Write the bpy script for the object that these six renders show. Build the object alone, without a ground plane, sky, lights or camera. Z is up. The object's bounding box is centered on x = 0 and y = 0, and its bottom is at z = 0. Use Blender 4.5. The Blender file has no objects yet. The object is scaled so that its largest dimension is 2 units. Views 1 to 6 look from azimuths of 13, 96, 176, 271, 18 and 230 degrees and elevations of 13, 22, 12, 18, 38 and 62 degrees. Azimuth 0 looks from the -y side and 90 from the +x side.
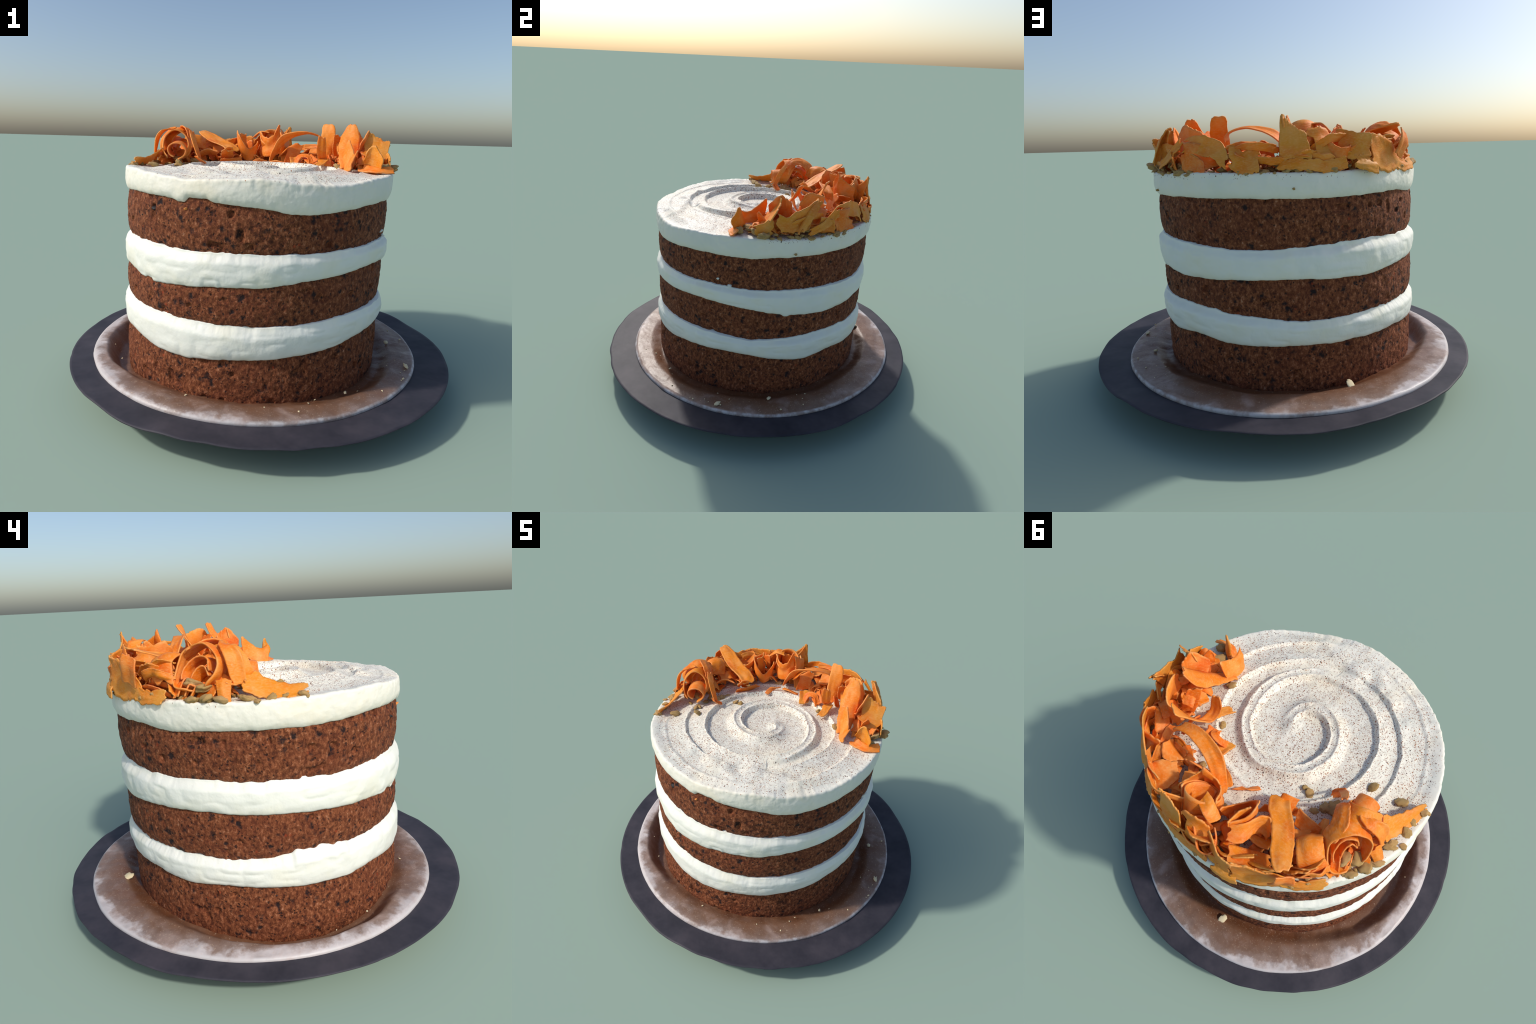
# Three-layer naked carrot cake with cream bands, swirled top and carrot ribbons,
# on a silver cake board with the cake's reflection painted in that lies on a dark round tray.
import bpy, math, random
import numpy as np
from mathutils import Vector

rng = random.Random(7)
nrng = np.random.default_rng(11)
TAU = math.tau

# ------------------------------------------------------------------ helpers
_perm = np.random.default_rng(5).permutation(512)


def _hash(ix, iy, iz):
    return _perm[(_perm[(_perm[ix & 511] + iy) & 511] + iz) & 511]


def noise(p, scale, seed=0.0):
    """Value noise in [-1, 1] at points p (n, 3)."""
    q = np.asarray(p, float) * scale + np.array([seed * 17.3, seed * 5.1, seed * 9.7])
    i = np.floor(q).astype(int)
    f = q - i
    f = f * f * f * (f * (f * 6 - 15) + 10)
    out = 0.0
    for dx in (0, 1):
        for dy in (0, 1):
            for dz in (0, 1):
                w = ((f[..., 0] if dx else 1 - f[..., 0]) * (f[..., 1] if dy else 1 - f[..., 1])
                     * (f[..., 2] if dz else 1 - f[..., 2]))
                out = out + w * _hash(i[..., 0] + dx, i[..., 1] + dy, i[..., 2] + dz)
    return out / 255.5 - 1.0


def fbm(p, scale, octaves=4, seed=0.0, gain=0.5):
    out, amp, tot = 0.0, 1.0, 0.0
    for k in range(octaves):
        out = out + amp * noise(p, scale * 2.03 ** k, seed + k)
        tot += amp
        amp *= gain
    return out / tot


def smooth(e0, e1, x):
    t = np.clip((x - e0) / (e1 - e0), 0, 1)
    return t * t * (3 - 2 * t)


def around(values, th):
    """Periodic smooth interpolation of evenly spaced values round the circle (th in radians)."""
    v = np.asarray(values, float)
    n = len(v)
    x = (np.asarray(th) / TAU * n) % n
    i = np.floor(x).astype(int)
    f = x - i
    p0, p1, p2, p3 = v[(i - 1) % n], v[i % n], v[(i + 1) % n], v[(i + 2) % n]
    return 0.5 * (2 * p1 + (p2 - p0) * f + (2 * p0 - 5 * p1 + 4 * p2 - p3) * f ** 2 + (3 * p1 - p0 - 3 * p2 + p3) * f ** 3)


def mesh_object(name, verts, faces, material, parent, smooth_shade=True):
    me = bpy.data.meshes.new(name)
    me.from_pydata([tuple(map(float, v)) for v in verts], [], faces)
    me.materials.append(material)
    if smooth_shade:
        me.polygons.foreach_set("use_smooth", [True] * len(me.polygons))
    me.update()
    ob = bpy.data.objects.new(name, me)
    bpy.context.scene.collection.objects.link(ob)
    ob.parent = parent
    return ob


def lathe_faces(rows, cols):
    """Quads of a closed-round grid: rows x cols, wrapping in columns."""
    f = []
    for r in range(rows - 1):
        a, b = r * cols, (r + 1) * cols
        for c in range(cols):
            d = (c + 1) % cols
            f.append((a + c, a + d, b + d, b + c))
    return f


def axis_at(z):
    """Centre of the slightly leaning cake at height z."""
    return -0.0435 + 0.0165 * z, -0.012 + 0.0145 * z


# ------------------------------------------------------------------ materials
class Nodes:
    def __init__(self, name):
        self.m = bpy.data.materials.new(name)
        self.m.use_nodes = True
        self.t = self.m.node_tree
        self.bsdf = self.t.nodes["Principled BSDF"]
        self.co = self.t.nodes.new("ShaderNodeTexCoord").outputs["Object"]

    def new(self, kind, **props):
        n = self.t.nodes.new(kind)
        for k, v in props.items():
            setattr(n, k, v)
        return n

    def link(self, a, b):
        self.t.links.new(a, b)

    def set(self, sock, v):
        if isinstance(v, bpy.types.NodeSocket):
            self.link(v, sock)
        elif isinstance(v, (tuple, list)) and len(v) == 3 and sock.type == "RGBA":
            sock.default_value = (*v, 1)
        else:
            sock.default_value = v

    def noise(self, scale, detail=3, rough=0.55, vec=None, out="Fac", dist=0.0):
        n = self.new("ShaderNodeTexNoise")
        self.link(vec or self.co, n.inputs["Vector"])
        n.inputs["Scale"].default_value, n.inputs["Detail"].default_value = scale, detail
        n.inputs["Roughness"].default_value, n.inputs["Distortion"].default_value = rough, dist
        return n.outputs[out]

    def voronoi(self, scale, out="Distance", vec=None, rand=1.0):
        n = self.new("ShaderNodeTexVoronoi")
        self.link(vec or self.co, n.inputs["Vector"])
        n.inputs["Scale"].default_value, n.inputs["Randomness"].default_value = scale, rand
        return n.outputs[out]

    def ramp(self, fac, stops, interp="LINEAR"):
        n = self.new("ShaderNodeValToRGB")
        n.color_ramp.interpolation = interp
        e = n.color_ramp.elements
        while len(e) < len(stops):
            e.new(0.5)
        for el, (p, c) in zip(e, stops):
            el.position = p
            el.color = (*c, 1) if isinstance(c, tuple) else (c, c, c, 1)
        self.link(fac, n.inputs[0])
        return n.outputs[0]

    def mix(self, fac, a, b, blend="MIX"):
        n = self.new("ShaderNodeMix", data_type="RGBA", blend_type=blend)
        self.set(n.inputs[0], fac)
        self.set(n.inputs[6], a)
        self.set(n.inputs[7], b)
        return n.outputs[2]

    def math(self, op, a, b=0.0, clamp=False):
        n = self.new("ShaderNodeMath", operation=op, use_clamp=clamp)
        self.set(n.inputs[0], a)
        self.set(n.inputs[1], b)
        return n.outputs[0]

    def remap(self, v, a, b, c=0.0, d=1.0):
        n = self.new("ShaderNodeMapRange")
        self.link(v, n.inputs[0])
        for i, x in enumerate((a, b, c, d)):
            n.inputs[i + 1].default_value = x
        return n.outputs[0]

    def warp(self, scale, amount):
        n = self.new("ShaderNodeVectorMath", operation="MULTIPLY_ADD")
        self.link(self.noise(scale, 2, out="Color"), n.inputs[0])
        n.inputs[1].default_value = (amount,) * 3
        self.link(self.co, n.inputs[2])
        return n.outputs[0]

    def scaled(self, sx, sy, sz, vec=None):
        n = self.new("ShaderNodeMapping")
        self.link(vec or self.co, n.inputs["Vector"])
        n.inputs["Scale"].default_value = (sx, sy, sz)
        return n.outputs[0]

    def xyz(self):
        n = self.new("ShaderNodeSeparateXYZ")
        self.link(self.co, n.inputs[0])
        return n.outputs

    def radius(self, cx, cy):
        x, y, _ = self.xyz()
        dx, dy = self.math("SUBTRACT", x, cx), self.math("SUBTRACT", y, cy)
        return self.math("SQRT", self.math("ADD", self.math("MULTIPLY", dx, dx), self.math("MULTIPLY", dy, dy)))

    def bump(self, height, strength, distance):
        n = self.new("ShaderNodeBump")
        n.inputs["Strength"].default_value, n.inputs["Distance"].default_value = strength, distance
        self.link(height, n.inputs["Height"])
        self.link(n.outputs[0], self.bsdf.inputs["Normal"])

    def done(self, color, rough=0.6, spec=0.3, **more):
        self.set(self.bsdf.inputs["Base Color"], color)
        self.set(self.bsdf.inputs["Roughness"], rough)
        self.bsdf.inputs["Specular IOR Level"].default_value = spec
        for k, v in more.items():
            self.set(self.bsdf.inputs[k.replace("_", " ")], v)
        return self.m


def sponge_material():
    n = Nodes("carrot_sponge")
    w = n.warp(28, 0.016)
    crumb = n.noise(1, 6, 0.74, n.scaled(70, 70, 48, w))
    col = n.ramp(crumb, [(0.30, (0.026, 0.009, 0.007)), (0.42, (0.120, 0.031, 0.012)), (0.52, (0.235, 0.070, 0.025)), (0.61, (0.38, 0.135, 0.058)), (0.71, (0.60, 0.33, 0.21))])
    tone = n.noise(5, 4, 0.6)
    col = n.mix(n.remap(tone, 0.40, 0.66, 0, 0.65), col, n.mix(0.5, col, (0.17, 0.038, 0.016)))
    # dark raisins, nuts and burnt crumbs
    fleck = n.voronoi(24, vec=n.warp(34, 0.045))
    pick = n.noise(13, 3, 0.6)
    dark = n.math("MULTIPLY", n.remap(fleck, 0.20, 0.46, 1, 0), n.remap(pick, 0.48, 0.57, 0, 1))
    col = n.mix(n.math("MULTIPLY", dark, 0.93), col, (0.010, 0.008, 0.011))
    small = n.math("MULTIPLY", n.remap(n.voronoi(62, vec=n.warp(60, 0.014)), 0.18, 0.36, 1, 0), n.remap(n.noise(27, 2), 0.48, 0.56, 0, 1))
    col = n.mix(n.math("MULTIPLY", small, 0.85), col, (0.022, 0.010, 0.010))
    # rare carrot shreds
    red = n.math("MULTIPLY", n.remap(n.voronoi(26), 0.1, 0.22, 1, 0), n.remap(n.noise(9, 2), 0.56, 0.64, 0, 1))
    col = n.mix(n.math("MULTIPLY", red, 0.55), col, (0.45, 0.06, 0.015))
    h = n.math("SUBTRACT", crumb, n.math("MULTIPLY", n.math("MAXIMUM", dark, small), 0.4))
    n.bump(h, 0.8, 0.014)
    return n.done(col, 0.75, 0.25)


def cream_color(n):
    tone = n.noise(5, 3)
    col = n.ramp(tone, [(0.3, (0.80, 0.81, 0.73)), (0.5, (0.84, 0.84, 0.76)), (0.7, (0.85, 0.83, 0.69))])
    return col


def cream_material():
    n = Nodes("cream_cheese_icing")
    n.bump(n.noise(26, 4, 0.5), 0.35, 0.010)
    return n.done(cream_color(n), 0.5, 0.3, Subsurface_Weight=0.08, Subsurface_Radius=(0.02, 0.016, 0.012), Subsurface_Scale=0.3)


def cream_top_material():
    """Same icing, dusted with cinnamon specks over the top."""
    n = Nodes("cinnamon_dusted_icing")
    col = n.ramp(n.noise(6, 4), [(0.3, (0.80, 0.79, 0.68)), (0.5, (0.85, 0.82, 0.71)), (0.7, (0.86, 0.80, 0.64))])
    r = n.radius(-0.02, -0.01)
    z = n.xyz()[2]
    back = n.remap(n.xyz()[1], 0.0, 0.2, 0.0, 0.030)
    on_top = n.math("MULTIPLY", n.remap(z, 1.066, 1.086), n.remap(n.math("SUBTRACT", r, back), 0.662, 0.62))
    patchy = n.remap(n.noise(7, 4, 0.6), 0.36, 0.62, 0.35, 1.25)
    dens = n.math("MULTIPLY", n.math("MULTIPLY", on_top, n.remap(r, 0.63, 0.25, 0.55, 1.0)), patchy)
    flat = n.scaled(1, 1, 0.55, n.warp(150, 0.006))
    def specks(scale, size, keep):
        v = n.new("ShaderNodeTexVoronoi")
        n.link(flat, v.inputs["Vector"])
        v.inputs["Scale"].default_value = scale
        sep = n.new("ShaderNodeSeparateColor")
        n.link(v.outputs["Color"], sep.inputs[0])
        chosen = n.math("LESS_THAN", sep.outputs[0], n.math("MULTIPLY", dens, keep))
        sz = n.math("MULTIPLY_ADD", sep.outputs[1], size)
        sz.node.inputs[2].default_value = size * 0.4
        dot = n.math("LESS_THAN", v.outputs["Distance"], sz)
        return n.math("MULTIPLY", dot, chosen), sep.outputs[2]
    d1, c1 = specks(112, 0.27, 1.5)
    d2, c2 = specks(185, 0.30, 1.7)
    brown = n.ramp(c1, [(0.1, (0.05, 0.02, 0.016)), (0.3, (0.20, 0.06, 0.03)), (0.8, (0.36, 0.15, 0.06))])
    brown2 = n.ramp(c2, [(0.1, (0.10, 0.05, 0.045)), (0.6, (0.34, 0.14, 0.08))])
    # soft brown dust between the specks
    dust = n.math("MULTIPLY", n.remap(n.noise(34, 4, 0.7), 0.38, 0.72, 0.0, 0.45), dens)
    col = n.mix(dust, col, (0.58, 0.47, 0.34))
    col = n.mix(n.math("MULTIPLY", d2, 0.75), col, brown2)
    col = n.mix(n.math("MULTIPLY", d1, 0.92), col, brown)
    n.bump(n.noise(26, 4, 0.5), 0.35, 0.010)
    return n.done(col, 0.5, 0.3, Subsurface_Weight=0.08, Subsurface_Radius=(0.02, 0.016, 0.012), Subsurface_Scale=0.3)


def carrot_material(name, tones, warm, deep):
    n = Nodes(name)
    rnd = n.new("ShaderNodeObjectInfo").outputs["Random"]
    base = n.ramp(rnd, [(0.0, tones[0]), (0.5, tones[1]), (1.0, tones[2])])
    col = n.mix(n.remap(n.noise(13, 4, 0.6), 0.42, 0.68, 0, 0.65), base, warm)
    col = n.mix(n.remap(n.noise(8, 3), 0.50, 0.72, 0, 0.65), col, deep)
    fibre = n.noise(1, 3, 0.6, n.scaled(75, 75, 260))
    col = n.mix(n.remap(fibre, 0.46, 0.72, 0, 0.38), col, (0.96, 0.50, 0.18))
    scuff = n.remap(n.noise(45, 4, 0.7), 0.60, 0.75, 0, 0.45)
    col = n.mix(scuff, col, n.mix(0.5, warm, (0.95, 0.65, 0.36)))
    geo = n.new("ShaderNodeNewGeometry")
    edge = n.remap(geo.outputs["Pointiness"], 0.56, 0.66, 0, 0.6)
    col = n.mix(edge, col, (0.93, 0.60, 0.26))
    n.bump(fibre, 0.35, 0.004)
    trans = n.new("ShaderNodeBsdfTranslucent")
    n.link(col, trans.inputs["Color"])
    mixs = n.new("ShaderNodeMixShader")
    mixs.inputs[0].default_value = 0.18
    m = n.done(col, 0.5, 0.3)
    out = n.t.nodes["Material Output"]
    n.link(n.bsdf.outputs[0], mixs.inputs[1])
    n.link(trans.outputs[0], mixs.inputs[2])
    n.link(mixs.outputs[0], out.inputs["Surface"])
    return m


def walnut_material():
    n = Nodes("walnut")
    rnd = n.new("ShaderNodeObjectInfo").outputs["Random"]
    col = n.ramp(n.noise(38, 4, 0.6), [(0.33, (0.20, 0.08, 0.025)), (0.46, (0.56, 0.32, 0.11)), (0.66, (0.84, 0.61, 0.30))])
    col = n.mix(n.remap(rnd, 0, 1, 0, 0.4), col, (0.50, 0.33, 0.09))
    n.bump(n.noise(60, 4), 0.6, 0.006)
    return n.done(col, 0.6, 0.3)


def crumb_material():
    n = Nodes("pale_crumb")
    return n.done(n.ramp(n.noise(60), [(0.35, (0.52, 0.40, 0.22)), (0.65, (0.80, 0.72, 0.50))]), 0.7, 0.2)


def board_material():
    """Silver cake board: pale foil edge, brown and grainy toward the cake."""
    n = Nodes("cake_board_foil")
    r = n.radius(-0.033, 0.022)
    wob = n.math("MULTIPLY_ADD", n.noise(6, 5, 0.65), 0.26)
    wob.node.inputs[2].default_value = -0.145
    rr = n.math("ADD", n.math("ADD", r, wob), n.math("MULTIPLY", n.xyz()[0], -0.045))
    col = n.ramp(n.remap(rr, 0.66, 0.87), [(0.0, (0.14, 0.052, 0.022)), (0.25, (0.18, 0.085, 0.046)), (0.58, (0.205, 0.118, 0.080)), (0.82, (0.27, 0.19, 0.155)), (0.97, (0.54, 0.48, 0.465)), (1.0, (0.58, 0.53, 0.52))])  # brown reflection of the cake, painted into the foil colour
    gleam = n.math("MULTIPLY", n.remap(n.noise(7, 4, 0.6, n.warp(4, 0.2)), 0.52, 0.68, 0, 0.55), n.remap(r, 0.70, 0.80))  # pale foil reflections put into the colour
    col = n.mix(gleam, col, (0.46, 0.35, 0.31))
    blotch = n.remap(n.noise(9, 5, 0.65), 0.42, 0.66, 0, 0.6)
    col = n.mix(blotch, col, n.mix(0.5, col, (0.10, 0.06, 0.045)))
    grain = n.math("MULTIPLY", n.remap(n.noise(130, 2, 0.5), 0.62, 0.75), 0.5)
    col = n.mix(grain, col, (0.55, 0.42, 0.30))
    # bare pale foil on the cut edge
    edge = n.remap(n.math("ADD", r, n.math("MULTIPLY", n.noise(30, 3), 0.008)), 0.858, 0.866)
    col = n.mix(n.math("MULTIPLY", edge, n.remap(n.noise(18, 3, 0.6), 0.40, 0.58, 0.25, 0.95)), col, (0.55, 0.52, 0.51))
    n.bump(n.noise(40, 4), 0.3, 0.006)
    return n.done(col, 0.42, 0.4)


def tray_material():
    n = Nodes("dark_slate_tray")
    col = n.ramp(n.noise(4.5, 6, 0.7), [(0.3, (0.022, 0.022, 0.031)), (0.5, (0.040, 0.037, 0.048)), (0.72, (0.062, 0.054, 0.066))])
    scuff = n.remap(n.noise(70, 3, 0.6, n.scaled(1, 1, 1, n.warp(8, 0.1))), 0.66, 0.78, 0, 0.35)
    col = n.mix(scuff, col, (0.015, 0.014, 0.018))
    n.bump(n.noise(12, 4), 0.2, 0.01)
    return n.done(col, 0.6, 0.3)


M_SPONGE, M_CREAM, M_TOP = sponge_material(), cream_material(), cream_top_material()
M_CARROT = carrot_material("carrot_flesh", ((0.94, 0.19, 0.006), (0.96, 0.245, 0.010), (0.95, 0.30, 0.014)), (0.97, 0.43, 0.11), (0.82, 0.090, 0.004))
M_OCHRE = carrot_material("carrot_outer_slice", ((0.86, 0.24, 0.010), (0.88, 0.30, 0.014), (0.82, 0.33, 0.03)), (0.86, 0.42, 0.10), (0.80, 0.16, 0.006))
M_NUT, M_CRUMB = walnut_material(), crumb_material()
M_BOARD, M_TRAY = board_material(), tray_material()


def thing(name, label, category):
    e = bpy.data.objects.new(name, None)
    e.empty_display_size = 0.1
    bpy.context.scene.collection.objects.link(e)
    e["label"], e["category"] = label, category
    return e


CAKE = thing("carrot_cake", "three brown sponge layers with white cream and carrot ribbons", "cake")
BOARD = thing("cake_board", "round thin silver board with painted brown reflection, pale edge and crumbs", "cake board")
TRAY = thing("serving_tray", "round flat dark grey tray with uneven rim", "tray")

# ------------------------------------------------------------------ layer borders
# heights of the seams round the cake, every 15 degrees counter-clockwise from +x
TOP_RIM = [1.098, 1.095, 1.094, 1.101, 1.103, 1.100, 1.099, 1.097, 1.104, 1.102, 1.101, 1.096, 1.097, 1.103, 1.105, 1.106, 1.096, 1.083, 1.089, 1.094, 1.078, 1.072, 1.088, 1.096]
CREAM_C_LOW = [0.978, 0.988, 0.990, 0.994, 0.993, 0.994, 0.991, 0.990, 0.994, 0.998, 0.982, 0.988, 0.990, 0.990, 0.996, 1.005, 1.002, 0.995, 0.990, 0.973, 0.950, 0.960, 0.975, 0.982]
CREAM_B_TOP = [0.792, 0.791, 0.792, 0.785, 0.776, 0.773, 0.783, 0.795, 0.800, 0.795, 0.791, 0.794, 0.792, 0.792, 0.789, 0.791, 0.790, 0.784, 0.788, 0.788, 0.788, 0.793, 0.796, 0.800]
CREAM_B_LOW = [0.680, 0.656, 0.635, 0.633, 0.638, 0.646, 0.647, 0.642, 0.642, 0.657, 0.665, 0.664, 0.659, 0.652, 0.645, 0.632, 0.622, 0.631, 0.644, 0.650, 0.670, 0.684, 0.699, 0.698]
CREAM_A_TOP = [0.482, 0.485, 0.494, 0.497, 0.486, 0.469, 0.458, 0.460, 0.465, 0.472, 0.469, 0.465, 0.464, 0.488, 0.478, 0.481, 0.487, 0.483, 0.478, 0.479, 0.483, 0.492, 0.495, 0.494]
CREAM_A_LOW = [0.390, 0.362, 0.345, 0.360, 0.345, 0.345, 0.349, 0.349, 0.353, 0.352, 0.342, 0.350, 0.343, 0.337, 0.334, 0.342, 0.319, 0.312, 0.325, 0.332, 0.346, 0.359, 0.382, 0.393]


def seam(values, th, jag, seed):
    p = np.stack([np.cos(th), np.sin(th), 0 * th], -1)
    return around(values, th) + 1.3 * jag * fbm(p, 12, 4, seed, 0.6)


def bump_at(th, start, rise, end, fall):
    """1 between two bearings (degrees), with given ramps."""
    d = np.degrees(th)
    return smooth(start, start + rise, d) * (1 - smooth(end - fall, end, d))


COLS = 900
TH = np.arange(COLS) * TAU / COLS
SEAMS = {
    "c_low": seam(CREAM_C_LOW, TH, 0.004, 1), "b_top": seam(CREAM_B_TOP, TH, 0.006, 2), "b_low": seam(CREAM_B_LOW, TH, 0.004, 3),
    "a_top": seam(CREAM_A_TOP, TH, 0.006, 4), "a_low": seam(CREAM_A_LOW, TH, 0.004, 5),
}


# smear of icing pushed up over the middle sponge, torn notch under the top icing, a drip
SMEAR_UP = bump_at(TH, 189, 2, 212, 3)
SEAMS["a_top"] += (0.008 + 0.012 * noise(np.stack([np.cos(TH), np.sin(TH), 0 * TH], -1), 26, 61)) * SMEAR_UP
SEAMS["c_low"] += 0.012 * bump_at(TH, 255, 3, 268, 4) - 0.010 * bump_at(TH, 250, 3, 257, 2)
SEAMS["b_low"] -= 0.012 * bump_at(TH, 17, 2, 23, 3)
SEAMS["b_low"] += 0.010 * bump_at(TH, 234, 2, 240, 1)


def wall_point(th, r, z):
    cx, cy = axis_at(z)
    return np.stack([cx + r * np.cos(th), cy + r * np.sin(th), z], -1)


def sponge_layer(low, high, r_mid, seed, rows=64):
    """A disc of sponge: rounded, pitted, crumbly wall and plain caps hidden by the cream."""
    ring = [wall_point(TH, 0.0005, low - 0.004)]
    ring.append(wall_point(TH, 0.60, low - 0.004))
    for k in range(rows):
        s = k / (rows - 1)
        z = (low - 0.006) + (high - low + 0.012) * s
        r = r_mid - 0.002 - 0.007 * smooth(0.2, 1.0, np.cos(TH - 0.35)) + 0.004 * math.sin(math.pi * s) - 0.014 * (1 - s) ** 10 - 0.008 * s ** 12
        p = wall_point(TH, r, z)
        lump = 0.0045 * fbm(p, 9, 3, seed) + 0.0040 * fbm(p, 46, 3, seed + 9, 0.65)
        hole = noise(p, 24, seed + 20)
        lump = lump - 0.012 * smooth(0.52, 0.85, hole)
        ring.append(wall_point(TH, r + lump, z))
    ring.append(wall_point(TH, 0.60, high + 0.004))
    ring.append(wall_point(TH, 0.0005, high + 0.004))
    return mesh_object("sponge_layer", np.concatenate(ring), lathe_faces(len(ring), COLS), M_SPONGE, CAKE)


def cream_band(low, high, r_mid, seed, rows=30):
    """A soft band of icing that bulges a little past the sponge and tucks in at the top."""
    ring = [wall_point(TH, 0.0005, low), wall_point(TH, 0.62, low)]
    ledge = 0.5 + 0.5 * noise(np.stack([np.cos(TH), np.sin(TH), 0 * TH], -1), 1.7, seed)
    for k in range(rows):
        s = k / (rows - 1)
        z = low + (high - low) * s
        tuck = -0.021 * smooth(0.68, 1.0, s) * (0.4 + ledge) - 0.010 * (1 - s) ** 9
        p = wall_point(TH, r_mid, z)
        dab = 0.005 * fbm(p, 6, 3, seed) + 0.004 * np.abs(noise(p * np.array([1, 1, 2.2]), 13, seed + 3)) - 0.004 * smooth(0.5, 0.9, noise(p, 9, seed + 6))
        if r_mid > 0.673:      # the lower band carries the smear
            dab = dab + (0.005 + 0.010 * noise(p, 20, 77)) * SMEAR_UP * smooth(0.45, 0.9, s)
        ring.append(wall_point(TH, r_mid + 0.004 * math.sin(math.pi * s) + tuck + dab, z))
    ring += [wall_point(TH, 0.62, high), wall_point(TH, 0.0005, high)]
    return mesh_object("cream_layer", np.concatenate(ring), lathe_faces(len(ring), COLS), M_CREAM, CAKE)


sponge_layer(0 * TH + 0.055, SEAMS["a_low"], 0.664, 31)
sponge_layer(SEAMS["a_top"], SEAMS["b_low"], 0.663, 47)
sponge_layer(SEAMS["b_top"], SEAMS["c_low"], 0.661, 59)
cream_band(SEAMS["a_low"], SEAMS["a_top"], 0.674, 71)
cream_band(SEAMS["b_low"], SEAMS["b_top"], 0.671, 83)

# ------------------------------------------------------------------ swirled top
SWIRL = (-0.0144, -0.0567)
# inner edge of the piped ridge: turn angle (degrees, clockwise) against radius
TURN = [-60, 15, 54, 82, 119, 147, 168, 190, 229, 264, 296, 335, 373, 416, 454, 496, 547, 620, 700, 760, 848, 885, 1000, 1105, 1250, 1440, 1700]
REACH = [0.03, 0.066, 0.092, 0.108, 0.116, 0.127, 0.142, 0.158, 0.199, 0.226, 0.231, 0.238, 0.265, 0.306, 0.328, 0.343, 0.356, 0.378, 0.396, 0.402, 0.437, 0.468, 0.505, 0.515, 0.58, 0.65, 0.75]


def top_height(x, y):
    """Relief of the icing top: a flat-topped spiral ridge with hollow troughs."""
    dx, dy = x - SWIRL[0], y - SWIRL[1]
    r = np.hypot(dx, dy)
    phi = np.degrees(-np.arctan2(dy, dx)) % 360
    p = np.stack([x, y, 0 * x], -1)
    r = r + 0.006 * fbm(p, 9, 3, 3) + 0.003 * noise(p, 34, 8)
    inner, turn = np.full(r.shape, -0.12), np.full(r.shape, -60.0)
    ahead = np.zeros(r.shape)
    outer = np.full(r.shape, 9.0)
    for k in range(-1, 5):
        a = np.interp(phi + 360 * k, TURN, REACH, left=-9, right=9)
        a = np.where(phi + 360 * k < -60, -9, a)
        turn = np.where((a <= r) & (a > inner), phi + 360 * k, turn)
        inner = np.where((a <= r) & (a > inner), a, inner)
        ahead = np.where((a > r) & (a < outer), phi + 360 * k, ahead)
        outer = np.where((a > r) & (a < outer), a, outer)
    u, v = r - inner, outer - r
    gap = np.clip(u + v, 0.08, 0.25)
    strength = np.interp(r, [0, 0.1, 0.30, 0.42, 0.52, 0.60], [0.9, 1.0, 1.0, 0.62, 0.32, 0.0])
    faded = 1 - 0.45 * np.exp(-((x - 0.10) ** 2 + (y + 0.5) ** 2) / 0.03)
    piped = smooth(455, 405, turn)          # the first turns keep a crisp double edge
    fall = np.where(turn < 430, 0.036 + 0.30 * gap, 0.95 * gap)
    begin = smooth(-45, 60, turn)
    plateau = (1 - smooth(0.036 * piped, fall, u)) * begin
    scarp = smooth(0.016, 0.001, v) * smooth(-45, 60, ahead)
    h = np.maximum(plateau, scarp)
    crest = 0.22 * np.exp(-(u / 0.007) ** 2) + 0.30 * piped * np.exp(-((u - 0.043) / 0.009) ** 2)
    relief = 0.027 * (h + crest * begin * (u < 0.1)) * strength * faded
    tip = 0.046 * np.exp(-((x - 0.03) ** 2 + (y + 0.03) ** 2) / 0.0016)
    dabs = 0.0045 * fbm(p, 11, 4, 12, 0.6) + 0.015 * np.exp(-(x / 0.32) ** 2 - ((y + 0.46) / 0.10) ** 2) * noise(p, 13, 4)
    return 1.093 + relief + tip * 0.5 + dabs


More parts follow.
